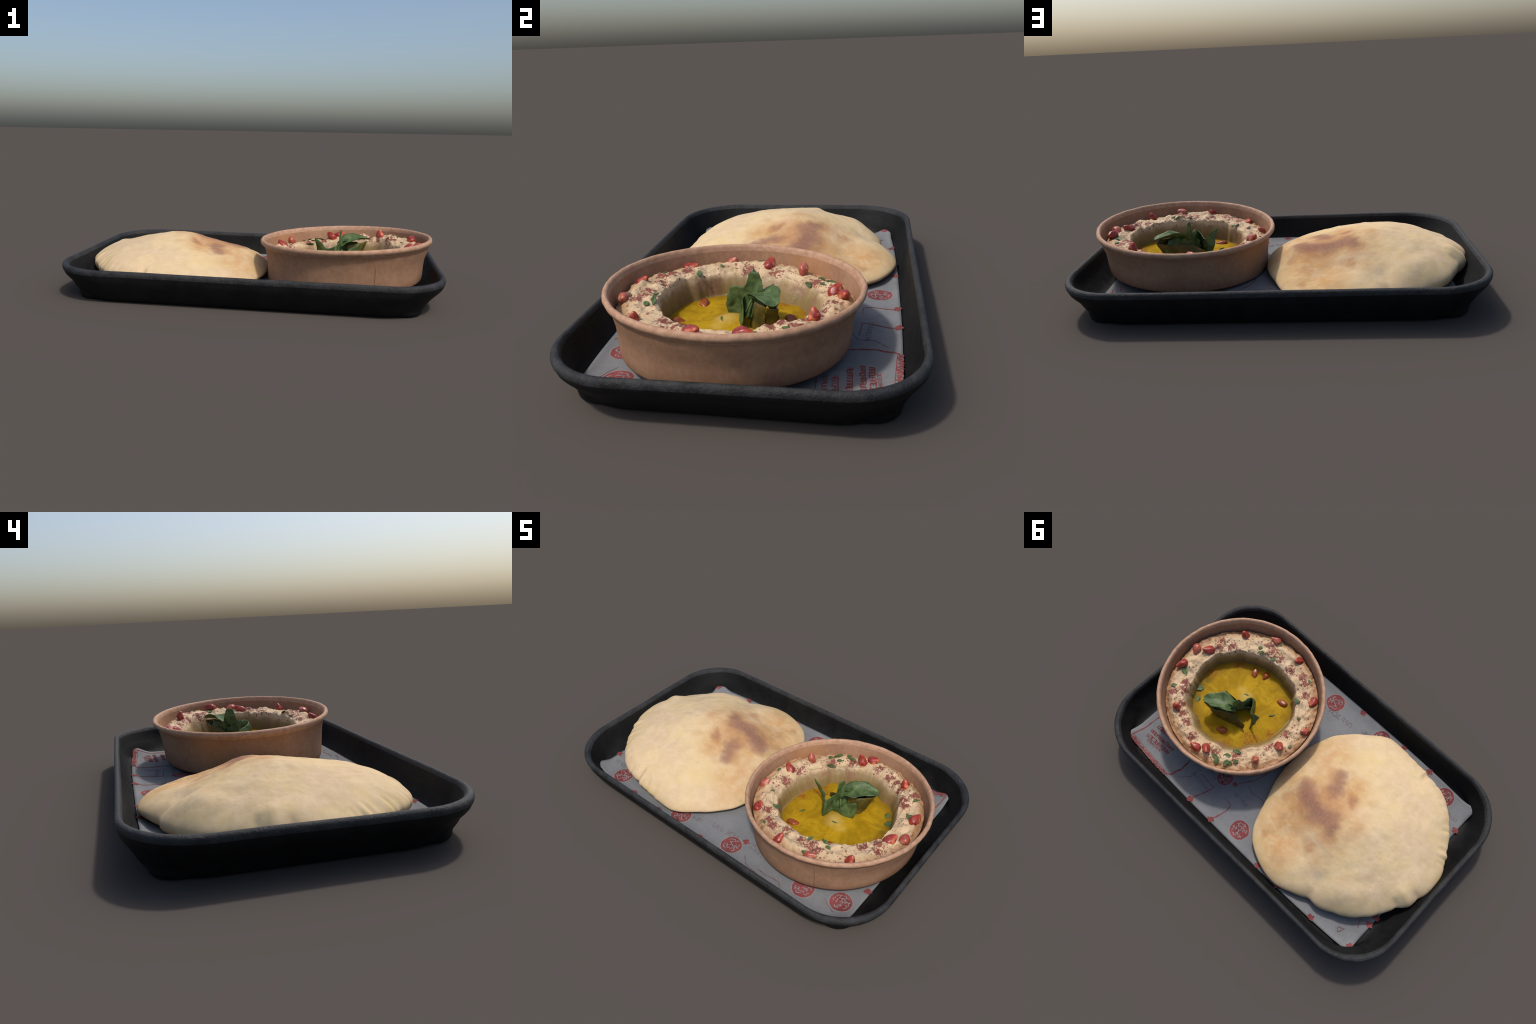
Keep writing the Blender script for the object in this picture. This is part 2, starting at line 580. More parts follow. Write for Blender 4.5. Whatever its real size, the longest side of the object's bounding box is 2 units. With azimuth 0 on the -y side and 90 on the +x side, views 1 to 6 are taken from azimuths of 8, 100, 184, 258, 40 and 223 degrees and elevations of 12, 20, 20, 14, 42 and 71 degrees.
def rim_kraft():
    m = Mat("bowl_rim_kraft", BB)
    f = m.noise(40, 4, 0.65)
    c = m.mix(m.step(f, 0.3, 0.7), (0.34, 0.190, 0.113), (0.45, 0.270, 0.172))
    st = m.step(m.noise(11, 3, 0.6), 0.66, 0.74)
    c = m.mix(m.math("MULTIPLY", st, 0.5), c, (0.30, 0.12, 0.09))
    return m.out(c, 0.65, 0.3, bump=f, strength=0.25, dist=0.004)


KRAFT, RIMK = kraft(), rim_kraft()
# radius, height, raggedness: from the base outwards, over the rolled rim and down the inside
B_PROF = [(0.30, 0.006, 0), (0.394, 0.002, 0), (0.411, -0.001, 0), (0.4175, 0.003, 0), (0.421, 0.012, 0), (0.424, 0.04, 0), (0.4265, 0.08, 0),
          (0.430, 0.12, 0), (0.435, 0.155, 0), (0.4405, 0.178, 0), (0.447, 0.192, .001), (0.4555, 0.200, .0015), (0.463, 0.206, .002),
          (0.4670, 0.214, .002), (0.4665, 0.222, .002), (0.462, 0.2285, .002), (0.4555, 0.230, .002), (0.4495, 0.227, .002), (0.4455, 0.219, .0015),
          (0.442, 0.205, .001), (0.437, 0.185, 0), (0.430, 0.15, 0), (0.424, 0.12, 0), (0.412, 0.03, 0), (0.395, 0.012, 0), (0.30, 0.012, 0)]


def build_bowl():
    rings = [bowl_ring(r, h, rag=g) for r, h, g in B_PROF]
    V, F = loft(rings)
    n = len(rings[0])
    split([("bowl_wall", KRAFT), ("bowl_rim", RIMK)], V, F, lambda i, f: "bowl_rim" if 10 <= i // n < 19 else "bowl_wall", BOWL)
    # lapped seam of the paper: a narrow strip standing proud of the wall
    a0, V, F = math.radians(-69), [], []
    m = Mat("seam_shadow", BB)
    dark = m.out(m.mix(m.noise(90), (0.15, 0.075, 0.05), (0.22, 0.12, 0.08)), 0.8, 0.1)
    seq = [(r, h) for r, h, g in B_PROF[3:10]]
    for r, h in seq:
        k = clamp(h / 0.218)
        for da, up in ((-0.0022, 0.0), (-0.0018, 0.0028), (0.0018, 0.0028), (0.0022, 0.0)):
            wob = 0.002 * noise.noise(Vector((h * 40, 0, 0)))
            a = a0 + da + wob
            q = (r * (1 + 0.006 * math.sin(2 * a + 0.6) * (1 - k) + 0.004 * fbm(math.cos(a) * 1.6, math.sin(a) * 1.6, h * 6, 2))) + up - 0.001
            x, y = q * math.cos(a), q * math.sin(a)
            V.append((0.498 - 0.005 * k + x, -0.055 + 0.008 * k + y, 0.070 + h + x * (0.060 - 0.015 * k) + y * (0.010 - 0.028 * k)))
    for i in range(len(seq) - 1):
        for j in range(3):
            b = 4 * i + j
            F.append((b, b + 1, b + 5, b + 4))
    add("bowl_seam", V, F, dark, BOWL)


build_bowl()

# ------------------------------------------------------------------ the dip
LIP = [(-14, .303), (-39, .286), (-65, .275), (-93, .278), (-110, .292), (-122, .302), (-136, .290), (-150, .298), (179, .303), (158, .295),
       (136, .303), (108, .310), (81, .322), (58, .310), (34, .302), (10, .300)]
CREST = [(0, .266), (38, .272), (60, .258), (77, .250), (110, .226), (135, .216), (160, .222), (185, .226), (215, .230), (245, .246),
         (265, .258), (290, .261), (315, .258), (340, .266)]
OIL_Z = 0.140


def dip_z(r, a):
    lip, cr = cyc(LIP, a), cyc(CREST, a) - 0.005
    x, y = r * math.cos(a), r * math.sin(a)
    lip += 0.008 * fbm(math.cos(a) * 4.5, math.sin(a) * 4.5, 5.5, 2)
    lip += 0.013 * fbm(math.cos(a) * 2.1, math.sin(a) * 2.1, 1.2, 2) - 0.001
    deg = math.degrees(a) % 360
    inner = lip - 0.014 - 0.040 * sstep(20, 70, deg) * sstep(215, 165, deg) - 0.012 * abs(fbm(math.cos(a) * 5, math.sin(a) * 5, 3.1, 2))
    floor = 0.112
    if r <= inner:
        z = floor + 0.012 * sstep(inner - 0.05, inner, r)
    elif r <= lip + 0.008:
        t = (r - inner) / (lip + 0.008 - inner)
        z = floor + 0.012 + (cr - 0.010 - floor - 0.012) * (1 - (1 - t) ** 1.25)
    elif r <= 0.358:
        t = (r - lip - 0.008) / max(0.012, 0.358 - lip - 0.008)
        z = cr - 0.010 + 0.010 * math.sin(t * math.pi / 2)
    else:
        t = (r - 0.358) / 0.09
        z = cr - 0.022 * t * t
    k = sstep(lip - 0.022, lip + 0.014, r)
    z += k * (0.013 * fbm(x * 12, y * 12, 2.2, 2) + 0.0030 * math.sin(95 * r + 5 * fbm(x * 7, y * 7, 4, 2) + 2 * a) + 0.0078 * fbm(x * 30, y * 30, 4.0, 3) + 0.004 * (1 - abs(noise.noise(Vector((x * 24, y * 24, 6))))) ** 6 + 0.0022 * abs(fbm(x * 90, y * 90, 1, 2)))
    z -= k * sstep(0.39, 0.43, r) * 0.008 * (1 + fbm(x * 30, y * 30, 7, 2))
    return z


def dip_mat():
    m = Mat("chickpea_dip", BB)
    fine = m.noise(55, 5, 0.65)
    c = m.mix(m.step(m.noise(16, 4, 0.6), 0.35, 0.65), (0.475, 0.330, 0.188), (0.57, 0.418, 0.255))
    c = m.mix(m.math("MULTIPLY", m.step(fine, 0.52, 0.72), 0.30), c, (0.64, 0.50, 0.345))
    flat = m.vec("MULTIPLY", m.co, (1, 1, 0))
    rad = m.vec("DISTANCE", flat, (RCX, RCY, 0))
    radn = m.math("ADD", rad, m.math("MULTIPLY", m.math("SUBTRACT", m.noise(22, 3), 0.5), 0.035))
    # oily brown skin where it meets the paper
    c = m.mix(m.math("MULTIPLY", m.step(radn, 0.374, 0.415), 0.85), c, (0.36, 0.195, 0.095))
    # oily wall of the well, colours darkened further for its shade; spice stains
    xyz = m.z()
    level = m.math("SUBTRACT", xyz[2], m.math("MULTIPLY", m.math("SUBTRACT", xyz[0], RCX), 0.055))
    level = m.math("ADD", level, m.math("MULTIPLY", m.math("SUBTRACT", m.noise(20, 4), 0.5), 0.05))
    wet = m.math("MULTIPLY", m.step(level, 0.226, 0.196), m.step(rad, 0.372, 0.352))
    wallc = m.mix(m.step(level, 0.160, 0.215), (0.175, 0.116, 0.032), (0.285, 0.200, 0.098))
    wallc = m.mix(m.math("MULTIPLY", m.step(m.noise(13, 4, 0.65), 0.50, 0.62), 0.75), wallc, (0.215, 0.100, 0.058))
    c = m.mix(m.math("MULTIPLY", wet, 0.92), c, wallc)
    # ground spice: clusters of specks
    cl = [(0.828, -0.210), (0.757, -0.229), (0.605, -0.385), (0.567, -0.367), (0.513, -0.369), (0.421, -0.355), (0.341, -0.378), (0.305, -0.355),
          (0.256, -0.306), (0.175, -0.065), (0.186, 0.048), (0.279, 0.217), (0.372, 0.283), (0.522, 0.307), (0.606, 0.277), (0.658, 0.250),
          (0.781, 0.209), (0.776, 0.121), (0.695, 0.222), (0.807, -0.170), (0.752, 0.153)]
    wp = m.warp(24, 0.034)
    near = m.spots(wp, [(x, y, 0.002, 0.052, 1.0) for x, y in cl])
    g = m.noise(62, 6, 0.78)
    thr = m.math("SUBTRACT", 0.640, m.math("MULTIPLY", near, 0.225))
    core = m.step(m.math("SUBTRACT", g, thr), -0.004, 0.030)
    onring = m.step(wet, 0.75, 0.35)
    # loose grains: one dot in some cells, more of them near the heaps
    grain = None
    for sc, r in ((70, 0.44), (120, 0.46)):
        dot = m.step(m.voro(sc), r, r * 0.7)
        pick = m.n("ShaderNodeSeparateColor")
        m.put(pick.inputs[0], m.voro(sc, out="Color"))
        on = m.step(m.math("SUBTRACT", pick.outputs[0], m.math("SUBTRACT", 0.90, m.math("MULTIPLY", near, 0.55))), 0.0, 0.02)
        dot = m.math("MULTIPLY", dot, on)
        grain = dot if grain is None else m.math("MAXIMUM", grain, dot)
    spice = m.math("MAXIMUM", m.math("MULTIPLY", core, 0.95), m.math("MULTIPLY", grain, 0.85))
    red = m.mix(m.noise(30, 2), (0.110, 0.014, 0.013), (0.215, 0.034, 0.026))
    c = m.mix(m.math("MULTIPLY", m.math("MULTIPLY", spice, onring), 0.95), c, red)
    herb = m.step(m.noise(88, 2, 0.5), 0.735, 0.755)
    c = m.mix(m.math("MULTIPLY", herb, 0.6), c, (0.10, 0.10, 0.04))
    rough = m.step(wet, 0.2, 0.8, 0.62, 0.35)
    return m.out(c, rough, 0.3, bump=m.math("ADD", fine, m.math("MULTIPLY", m.noise(18, 4), 1.2)), strength=0.35, dist=0.006)


def build_dip():
    n, V, F = 400, [], []
    radii = [0.0, 0.10, 0.18, 0.22] + [0.235 + 0.0025 * i for i in range(84)]
    radii = [r for r in radii if r < 0.425] + [0.4265]
    rings = []
    for r in radii[1:]:
        rings.append([(RCX + r * math.cos(TAU * j / n), RCY + r * math.sin(TAU * j / n), dip_z(r, TAU * j / n)) for j in range(n)])
    # follow the bowl wall at the outer edge
    last = []
    for x, y, z in rings[-1]:
        last.append((RCX + (x - RCX) * 0.985, RCY + (y - RCY) * 0.985, z - 0.03))
    V, F = loft(rings + [last], True, False)
    add("dip_swirl", V, F, dip_mat(), BOWL)


build_dip()


def oil_mat():
    m = Mat("olive_oil", BB)
    w = m.warp(7, 0.10)
    sw = m.noise(9, 5, 0.6, 1.6)
    c = m.mix(m.step(sw, 0.32, 0.66), (0.275, 0.160, 0.006), (0.415, 0.250, 0.011))
    c = m.mix(m.math("MULTIPLY", m.step(m.noise(26, 5, 0.7, 2.2), 0.55, 0.68), 0.5), c, (0.23, 0.115, 0.008))
    # pale dip shining through at the middle, amber and spice at the far edge
    c = m.mix(m.math("MULTIPLY", m.spots(w, [(0.50, -0.085, 0.0, 0.06, 1), (0.55, -0.11, 0.0, 0.045, .6)]), 0.5), c, (0.50, 0.365, 0.130))
    flat = m.vec("MULTIPLY", m.co, (1, 1, 0))
    rad = m.math("ADD", m.vec("DISTANCE", flat, (RCX, RCY, 0)), m.math("MULTIPLY", m.math("SUBTRACT", m.noise(14, 3), 0.5), 0.05))
    c = m.mix(m.math("MULTIPLY", m.step(rad, 0.200, 0.295), 0.8), c, (0.175, 0.100, 0.010))
    rs = m.spots(m.warp(22, 0.07), [(0.235, 0.085, 0.0, 0.070, .9), (0.258, -0.02, 0.0, 0.042, .9), (0.27, 0.14, 0.0, 0.070, .9), (0.319, 0.094, 0.0, 0.042, .8),
                                    (0.257, -0.031, 0.0, 0.049, .8), (0.314, 0.07, 0.0, 0.070, .8), (0.698, -0.21, 0.0, 0.070, .8), (0.778, -0.069, 0.0, 0.070, .8),
                                    (0.39, 0.20, 0.0, 0.070, .6), (0.30, -0.12, 0.0, 0.028, .5)])
    gr = m.step(m.noise(60, 4, 0.7), 0.40, 0.58)
    c = m.mix(m.math("MULTIPLY", rs, 0.6), c, (0.32, 0.135, 0.010))
    c = m.mix(m.math("MULTIPLY", m.math("MULTIPLY", rs, gr), 0.9), c, (0.165, 0.040, 0.016))
    gs = m.spots(m.warp(22, 0.05), [(0.758, 0.057, 0.0, 0.05, .8), (0.72, 0.12, 0.0, 0.05, .5), (0.745, -0.01, 0.0, 0.03, .6), (0.70, 0.03, 0, 0.03, .4)])
    c = m.mix(m.math("MULTIPLY", gs, 0.75), c, (0.065, 0.060, 0.015))
    speck = m.step(m.voro(34), 0.085, 0.055)
    keep = m.step(m.noise(13, 1), 0.52, 0.56)
    c = m.mix(m.math("MULTIPLY", m.math("MULTIPLY", speck, keep), 0.8), c, (0.085, 0.035, 0.012))
    return m.out(c, 0.5, 0.03, bump=m.noise(16, 2), strength=0.08, dist=0.004)


def oil_z(x, y):
    d = math.hypot(x - 0.495, y + 0.072)
    return OIL_Z + 0.065 * (x - RCX) + 0.024 * math.exp(-(d / 0.055) ** 2) + 0.0015 * fbm(x * 9, y * 9, 3, 2)


def build_oil():
    n = 160
    rings = []
    for i in range(1, 41):
        rings.append([])
        for j in range(n):
            a = TAU * j / n
            r = (cyc(LIP, a) + 0.012) * i / 40
            x, y = RCX + r * math.cos(a), RCY + r * math.sin(a)
            rings[-1].append((x, y, oil_z(x, y)))
    V, F = loft(rings, True, False)
    F = F
    add("olive_oil", V, F, oil_mat(), BOWL)


build_oil()


# ------------------------------------------------------------------ pomegranate seeds
def seed_mat(name, dark, mid, light):
    m = Mat(name)
    oi = m.n("ShaderNodeObjectInfo")
    z = m.z()
    g = m.noise(55, 3, 0.6, 0.8)
    c = m.mix(m.step(g, 0.35, 0.65), dark, mid)
    c = m.mix(m.math("MULTIPLY", m.step(m.noise(28, 2), 0.52, 0.66), 0.75), c, light)
    c = m.mix(m.math("MULTIPLY", oi.outputs["Random"], 0.35), c, dark)
    return m.out(c, 0.34, 0.42, bump=g, strength=0.1, dist=0.002, Subsurface_Weight=0.0)


SEED_RED = seed_mat("pomegranate_red", (0.18, 0.018, 0.014), (0.43, 0.060, 0.030), (0.66, 0.230, 0.120))
SEED_PALE = seed_mat("pomegranate_pale", (0.29, 0.055, 0.035), (0.44, 0.125, 0.080), (0.58, 0.300, 0.215))
SEED_WET = seed_mat("pomegranate_in_oil", (0.20, 0.045, 0.008), (0.32, 0.075, 0.014), (0.38, 0.13, 0.02))


def seed_mesh(name, seed, mat):
    """Angular teardrop: an ellipsoid cut by flats, blunt at one end and pinched at the other."""
    rnd = random.Random(seed)
    planes = []
    for i in range(7):
        a = TAU * i / 7 + rnd.uniform(-0.25, 0.25)
        planes.append((Vector((rnd.uniform(-0.5, 0.5), math.cos(a), math.sin(a))).normalized(), rnd.uniform(0.68, 0.88)))
    V, F = [], []
    nu, nv = 20, 24
    for i in range(nu + 1):
        t = math.pi * i / nu
        for j in range(nv):
            a = TAU * j / nv
            p = Vector((math.cos(t), math.sin(t) * math.cos(a), math.sin(t) * math.sin(a)))
            k = 1.0
            for n, d in planes:
                q = p.dot(n)
                if q > d:
                    k = min(k, d / q)
            p *= k * 0.92 + 0.08
            pinch = 1 - 0.38 * sstep(-0.1, 1.0, p.x)
            V.append((p.x * 0.031, p.y * 0.0215 * pinch, p.z * 0.0205 * pinch))
    for i in range(nu):
        for j in range(nv):
            k = (j + 1) % nv
            F.append((i * nv + j, (i + 1) * nv + j, (i + 1) * nv + k, i * nv + k))
    me = bpy.data.meshes.new(name)
    me.from_pydata(V, [], F)
    me.polygons.foreach_set("use_smooth", [True] * len(me.polygons))
    me.materials.append(mat)
    return me


SEEDS = {"r": [seed_mesh("seed_shape", s, SEED_RED) for s in (1, 2, 3)],
         "p": [seed_mesh("pale_seed_shape", s, SEED_PALE) for s in (4, 5)],
         "o": [seed_mesh("oily_seed_shape", s, SEED_WET) for s in (6, 7)]}


def place_seed(i, x, y, z, yaw, pitch, roll, kind, s):
    me = SEEDS[kind][i % len(SEEDS[kind])]
    o = bpy.data.objects.new("pomegranate_seed", me)
    COL.objects.link(o)
    o.parent = BOWL
    if kind == "o":
        z = oil_z(x, y) - 0.004
    o.location = (x - BB[0], y - BB[1], z - BB[2])
    o.rotation_euler = tuple(math.radians(v) for v in (roll, pitch * 1.25, yaw))
    o.scale = (1.1 * s, 1.2 * s, 1.2 * s)


# x, y, z, yaw, pitch (negative lifts the pinched end), roll, kind, size
for i, s in enumerate([
        (0.758, -0.335, 0.258, 40, -55, 20, "r", 1.0), (0.603, -0.431, 0.260, 20, -20, 0, "p", 1.0), (0.423, -0.432, 0.250, 75, -35, 30, "r", 1.0),
        (0.194, -0.311, 0.224, 105, -15, 0, "r", 1.05), (0.105, -0.152, 0.216, 60, -40, 0, "p", 1.05), (0.141, 0.013, 0.228, 150, -35, 10, "r", 1.1),
        (0.180, 0.160, 0.226, 170, -55, 0, "p", 0.95), (0.415, 0.305, 0.238, 150, -30, 0, "r", 1.1), (0.462, 0.338, 0.245, 10, -20, 40, "r", 1.0),
        (0.701, 0.254, 0.268, 60, -75, 0, "r", 1.0), (0.868, 0.058, 0.280, 80, -10, 0, "r", 1.1), (0.887, -0.066, 0.262, 115, 10, 0, "p", 1.1),
        (0.835, -0.115, 0.262, 55, -25, 0, "r", 1.15),
        (0.589, -0.239, 0.142, 130, 0, 0, "o", 1.0), (0.529, -0.268, 0.142, 100, 0, 30, "o", 0.9), (0.345, -0.217, 0.144, 20, 0, 0, "o", 1.05),
        (0.469, 0.147, 0.138, 30, 0, 0, "o", 1.0)]):
    place_seed(i, *s)


# ------------------------------------------------------------------ parsley
def leaf_mat():
    m = Mat("parsley_green", BB)
    g = m.noise(26, 4, 0.6, 0.5)
    c = m.mix(m.step(g, 0.34, 0.66), (0.050, 0.088, 0.026), (0.125, 0.185, 0.062))
    c = m.mix(m.math("MULTIPLY", m.step(m.noise(60, 3, 0.6), 0.58, 0.70), 0.4), c, (0.15, 0.20, 0.085))
    return m.out(c, 0.5, 0.35, bump=m.noise(70, 3), strength=0.25, dist=0.003, trans=(0.09, 0.15, 0.02))


LEAF = leaf_mat()


def bez(pts, t):
    p = [Vector(q) for q in pts]
    while len(p) > 1:
        p = [a.lerp(b, t) for a, b in zip(p, p[1:])]
    return p[0]


def leaflet(name, spine, side, width, teeth, cup, parent, thick=0.003, nu=36, nv=14, seed=0.0):
    """Lobed blade along a Bezier spine; side gives the blade's width direction, cup bends its margins."""
    side = Vector(side).normalized()
    rows_top, rows_bot = [], []
    for i in range(nu + 1):
        t = i / nu
        c = bez(spine, t)
        d = (bez(spine, min(1, t + 0.02)) - bez(spine, max(0, t - 0.02))).normalized()
        s = (side - d * side.dot(d)).normalized()
        nrm = d.cross(s).normalized()
        w = width(t)
        top, bot = [], []
        for j in range(nv + 1):
            v = 2 * j / nv - 1
            saw = (teeth * t + (0.2 if v > 0 else 0.5) + seed) % 1.0
            lobe = 1 + 0.30 * v * v * (abs(2 * saw - 1) ** 0.8 - 0.5)
            p = c + s * (v * w * lobe) + nrm * (cup * w * v * v)
            p += nrm * 0.005 * fbm(p.x * 16, p.y * 16, p.z * 16 + seed, 2)
            p += nrm * (-0.0022 * math.exp(-(v / 0.10) ** 2))
            h = thick * 0.5 * (1 - 0.6 * v * v)
            top.append(p + nrm * h)
            bot.append(p - nrm * h)
        rows_top.append(top)
        rows_bot.append(bot)
    rings = [a + b[::-1] for a, b in zip(rows_top, rows_bot)]
    V, F = loft(rings, True, True)
    return add(name, V, F, LEAF, BOWL, parent)


SPRIG = add("parsley_sprig", *loft([[(0.512 - 0.034 * t + 0.0045 * math.cos(a), -0.040 + 0.045 * t + 0.0045 * math.sin(a), 0.120 + 0.10 * t)
                                     for a in [TAU * k / 10 for k in range(10)]] for t in [i / 8 for i in range(9)]]), LEAF, BOWL)


def sheet(name, net, parent, thick=0.0032, nu=90, nv=20, seed=0.0, teeth=0.005):
    """Folded leaf: columns of three points (foot, middle, top) walked round; the top edge keeps its points sharp."""
    def cat(p, t):
        i = min(int(t), len(p) - 2)
        u = t - i
        a, b, c, d = p[max(0, i - 1)], p[i], p[i + 1], p[min(len(p) - 1, i + 2)]
        return 0.5 * ((2 * b) + (c - a) * u + (2 * a - 5 * b + 4 * c - d) * u * u + (3 * b - a - 3 * c + d) * u ** 3)
    rows = [[Vector(c[k]) for c in net] for k in range(3)]
    P = []
    for i in range(nu + 1):
        t = (len(net) - 1) * i / nu
        lo, mid = cat(rows[0], t), cat(rows[1], t)
        k = min(int(t), len(net) - 2)
        top = cat(rows[2], t).lerp(rows[2][k].lerp(rows[2][k + 1], t - k), 0.45)
        col = []
        for j in range(nv + 1):
            v = j / nv
            p = lo * (2 * (v - 0.5) * (v - 1)) + mid * (4 * v * (1 - v)) + top * (2 * v * (v - 0.5))
            p += Vector((fbm(p.y * 22, p.z * 22, seed, 2), fbm(p.x * 22, p.z * 22, seed + 3, 2), 0)) * 0.007
            p.z += teeth * v ** 3 * (abs(((t * 3.3 + seed) % 1.0) * 2 - 1) - 0.5)
            col.append(p)
        P.append(col)
    top, bot = [], []
    for i in range(nu + 1):
        a, b = [], []
        for j in range(nv + 1):
            du = P[min(nu, i + 1)][j] - P[max(0, i - 1)][j]
            dv = P[i][min(nv, j + 1)] - P[i][max(0, j - 1)]
            n = du.cross(dv).normalized() * thick * 0.5
            a.append(P[i][j] + n)
            b.append(P[i][j] - n)
        top.append(a)
        bot.append(b)
    V, F = loft([a + b[::-1] for a, b in zip(top, bot)], True, True)
    return add(name, V, F, LEAF, BOWL, parent)


def blade(wmax, base=0.25, tip=0.35):
    return lambda t: wmax * (base + (1 - base) * sstep(0, 0.45, t)) * (1 - (1 - tip) * sstep(0.55, 1.0, t)) * (1 if t < 0.97 else 0.75)


# main folded leaf: left tip, front fold, left shoulder, upright lobe, right shoulder
sheet("leaflet", [((0.362, 0.030, 0.125), (0.345, 0.005, 0.205), (0.321, -0.020, 0.285)), ((0.385, 0.005, 0.118), (0.372, -0.008, 0.190), (0.358, -0.016, 0.262)),
                  ((0.412, -0.040, 0.115), (0.402, -0.030, 0.175), (0.398, -0.020, 0.222)), ((0.436, -0.080, 0.113), (0.440, -0.098, 0.178), (0.440, -0.078, 0.248)),
                  ((0.448, -0.055, 0.118), (0.452, -0.058, 0.185), (0.455, -0.062, 0.262)), ((0.466, -0.030, 0.122), (0.462, -0.020, 0.200), (0.463, -0.026, 0.262)),
                  ((0.474, -0.022, 0.122), (0.470, 0.000, 0.225), (0.462, -0.004, 0.322)), ((0.482, -0.018, 0.124), (0.476, 0.014, 0.230), (0.474, 0.030, 0.320)),
                  ((0.490, -0.012, 0.126), (0.484, 0.026, 0.205), (0.482, 0.046, 0.258)), ((0.500, 0.000, 0.128), (0.494, 0.040, 0.200), (0.495, 0.072, 0.256)),
                  ((0.508, 0.010, 0.130), (0.508, 0.042, 0.180), (0.512, 0.072, 0.222))], SPRIG, seed=0.4)
# broad blade reaching out to one side, arched over its midrib
leaflet("leaflet", [(0.470, 0.022, 0.232), (0.520, 0.048, 0.270), (0.570, 0.075, 0.276), (0.628, 0.116, 0.262)], (0.58, -0.80, -0.12), blade(0.052, 0.62, 0.45), 2.0, -0.42, SPRIG, seed=1.0)
leaflet("leaflet", [(0.480, 0.040, 0.240), (0.520, 0.076, 0.235), (0.548, 0.098, 0.215), (0.580, 0.120, 0.205)], (0.35, -0.25, 0.85), blade(0.036, 0.8, 0.4), 2.0, 0.15, SPRIG, seed=1.6)
# amber shadow beneath the broad blade, modelled as dark sheets down to the oil
wm = Mat("leaf_shadow_amber", BB)
SHADOW_AMBER = wm.out(wm.mix(wm.step(wm.noise(24, 4), 0.35, 0.65), (0.060, 0.055, 0.014), (0.120, 0.085, 0.016)), 0.5, 0.2, bump=wm.noise(60, 3), strength=0.2, dist=0.003)
LEAF, FRESH = SHADOW_AMBER, LEAF
sheet("leaf_shadow_skirt", [((0.392, 0.055, 0.118), (0.390, 0.050, 0.150), (0.388, 0.040, 0.178)), ((0.428, 0.066, 0.120), (0.432, 0.062, 0.165), (0.440, 0.046, 0.205)),
                         ((0.470, 0.078, 0.122), (0.476, 0.076, 0.175), (0.484, 0.064, 0.225)), ((0.512, 0.096, 0.126), (0.520, 0.096, 0.180), (0.528, 0.088, 0.232)),
                         ((0.548, 0.108, 0.130), (0.562, 0.112, 0.180), (0.574, 0.112, 0.236)), ((0.575, 0.100, 0.132), (0.596, 0.112, 0.190), (0.618, 0.124, 0.250)),
                         ((0.580, 0.072, 0.132), (0.598, 0.078, 0.190), (0.618, 0.084, 0.252))], SPRIG, seed=2.4, teeth=0.0)
sheet("leaf_shadow_skirt", [((0.582, 0.074, 0.132), (0.596, 0.074, 0.185), (0.616, 0.080, 0.256)), ((0.574, 0.040, 0.131), (0.582, 0.042, 0.180), (0.594, 0.052, 0.252)),
                         ((0.548, 0.014, 0.129), (0.550, 0.020, 0.180), (0.558, 0.036, 0.248)), ((0.512, 0.004, 0.127), (0.510, 0.012, 0.175), (0.512, 0.028, 0.240))], SPRIG, seed=3.7, teeth=0.0)
LEAF = FRESH
# small toothed blade pressed on the front
leaflet("leaflet", [(0.448, -0.030, 0.220), (0.456, -0.040, 0.195), (0.462, -0.040, 0.165), (0.464, -0.030, 0.136)], (0.90, 0.25, 0.1), blade(0.030, 0.6, 0.6), 3.0, 0.2, SPRIG, seed=4.0)
# low fresh leaf standing beside the mound
leaflet("leaflet", [(0.506, -0.036, 0.122), (0.530, -0.030, 0.160), (0.556, -0.020, 0.208), (0.576, -0.008, 0.254)], (0.80, 0.12, -0.40), blade(0.040, 0.7, 0.2), 2.0, 0.22, SPRIG, seed=5.0)


def chopped(x, y, length, width, yaw, seed, z=None, lift=0.004, curl=0.15):
    ca, sa = math.cos(math.radians(yaw)), math.sin(math.radians(yaw))
    def at(u):
        px, py = x + ca * length * u, y + sa * length * u
        if z is not None:
            return (px, py, oil_z(px, py) + 0.002)
        r, a = math.hypot(px - RCX, py - RCY), math.atan2(py - RCY, px - RCX)
        r = max(r, cyc(LIP, a) + 0.022)
        return (px, py, dip_z(r, a) + lift)
    leaflet("parsley_leaf", [at(-0.5), at(-0.17), at(0.17), at(0.5)], (-sa, ca, 0), blade(width, 0.4, 0.3), 2.5, curl, BOWL, 0.0028, 14, 8, seed)


for i, c in enumerate([(0.838, 0.068, 0.070, 0.015, 150), (0.805, 0.178, 0.030, 0.010, 60), (0.266, -0.252, 0.042, 0.011, 20), (0.330, 0.308, 0.045, 0.014, 120),
                       (0.309, 0.250, 0.040, 0.013, 40), (0.292, 0.192, 0.048, 0.012, 20), (0.285, 0.285, 0.040, 0.013, 100), (0.252, 0.240, 0.030, 0.011, 70),
                       (0.270, 0.268, 0.030, 0.010, 10), (0.570, -0.428, 0.028, 0.011, 10), (0.637, -0.336, 0.026, 0.010, 30), (0.537, -0.336, 0.028, 0.009, 60),
                       (0.293, -0.385, 0.022, 0.008, 150), (0.181, -0.181, 0.022, 0.006, 45), (0.100, -0.027, 0.024, 0.007, 80), (0.611, -0.318, 0.040, 0.010, 10),
                       (0.356, 0.298, 0.035, 0.012, 10)]):
    chopped(*c, seed=i * 1.3)
chopped(0.330, -0.120, 0.036, 0.0045, 60, 9, z=0.148)
chopped(0.742, 0.060, 0.050, 0.018, 40, 11, z=0.147)
chopped(0.700, 0.110, 0.040, 0.012, 110, 12, z=0.146)
chopped(0.520, -0.100, 0.030, 0.006, 20, 13, z=0.165)

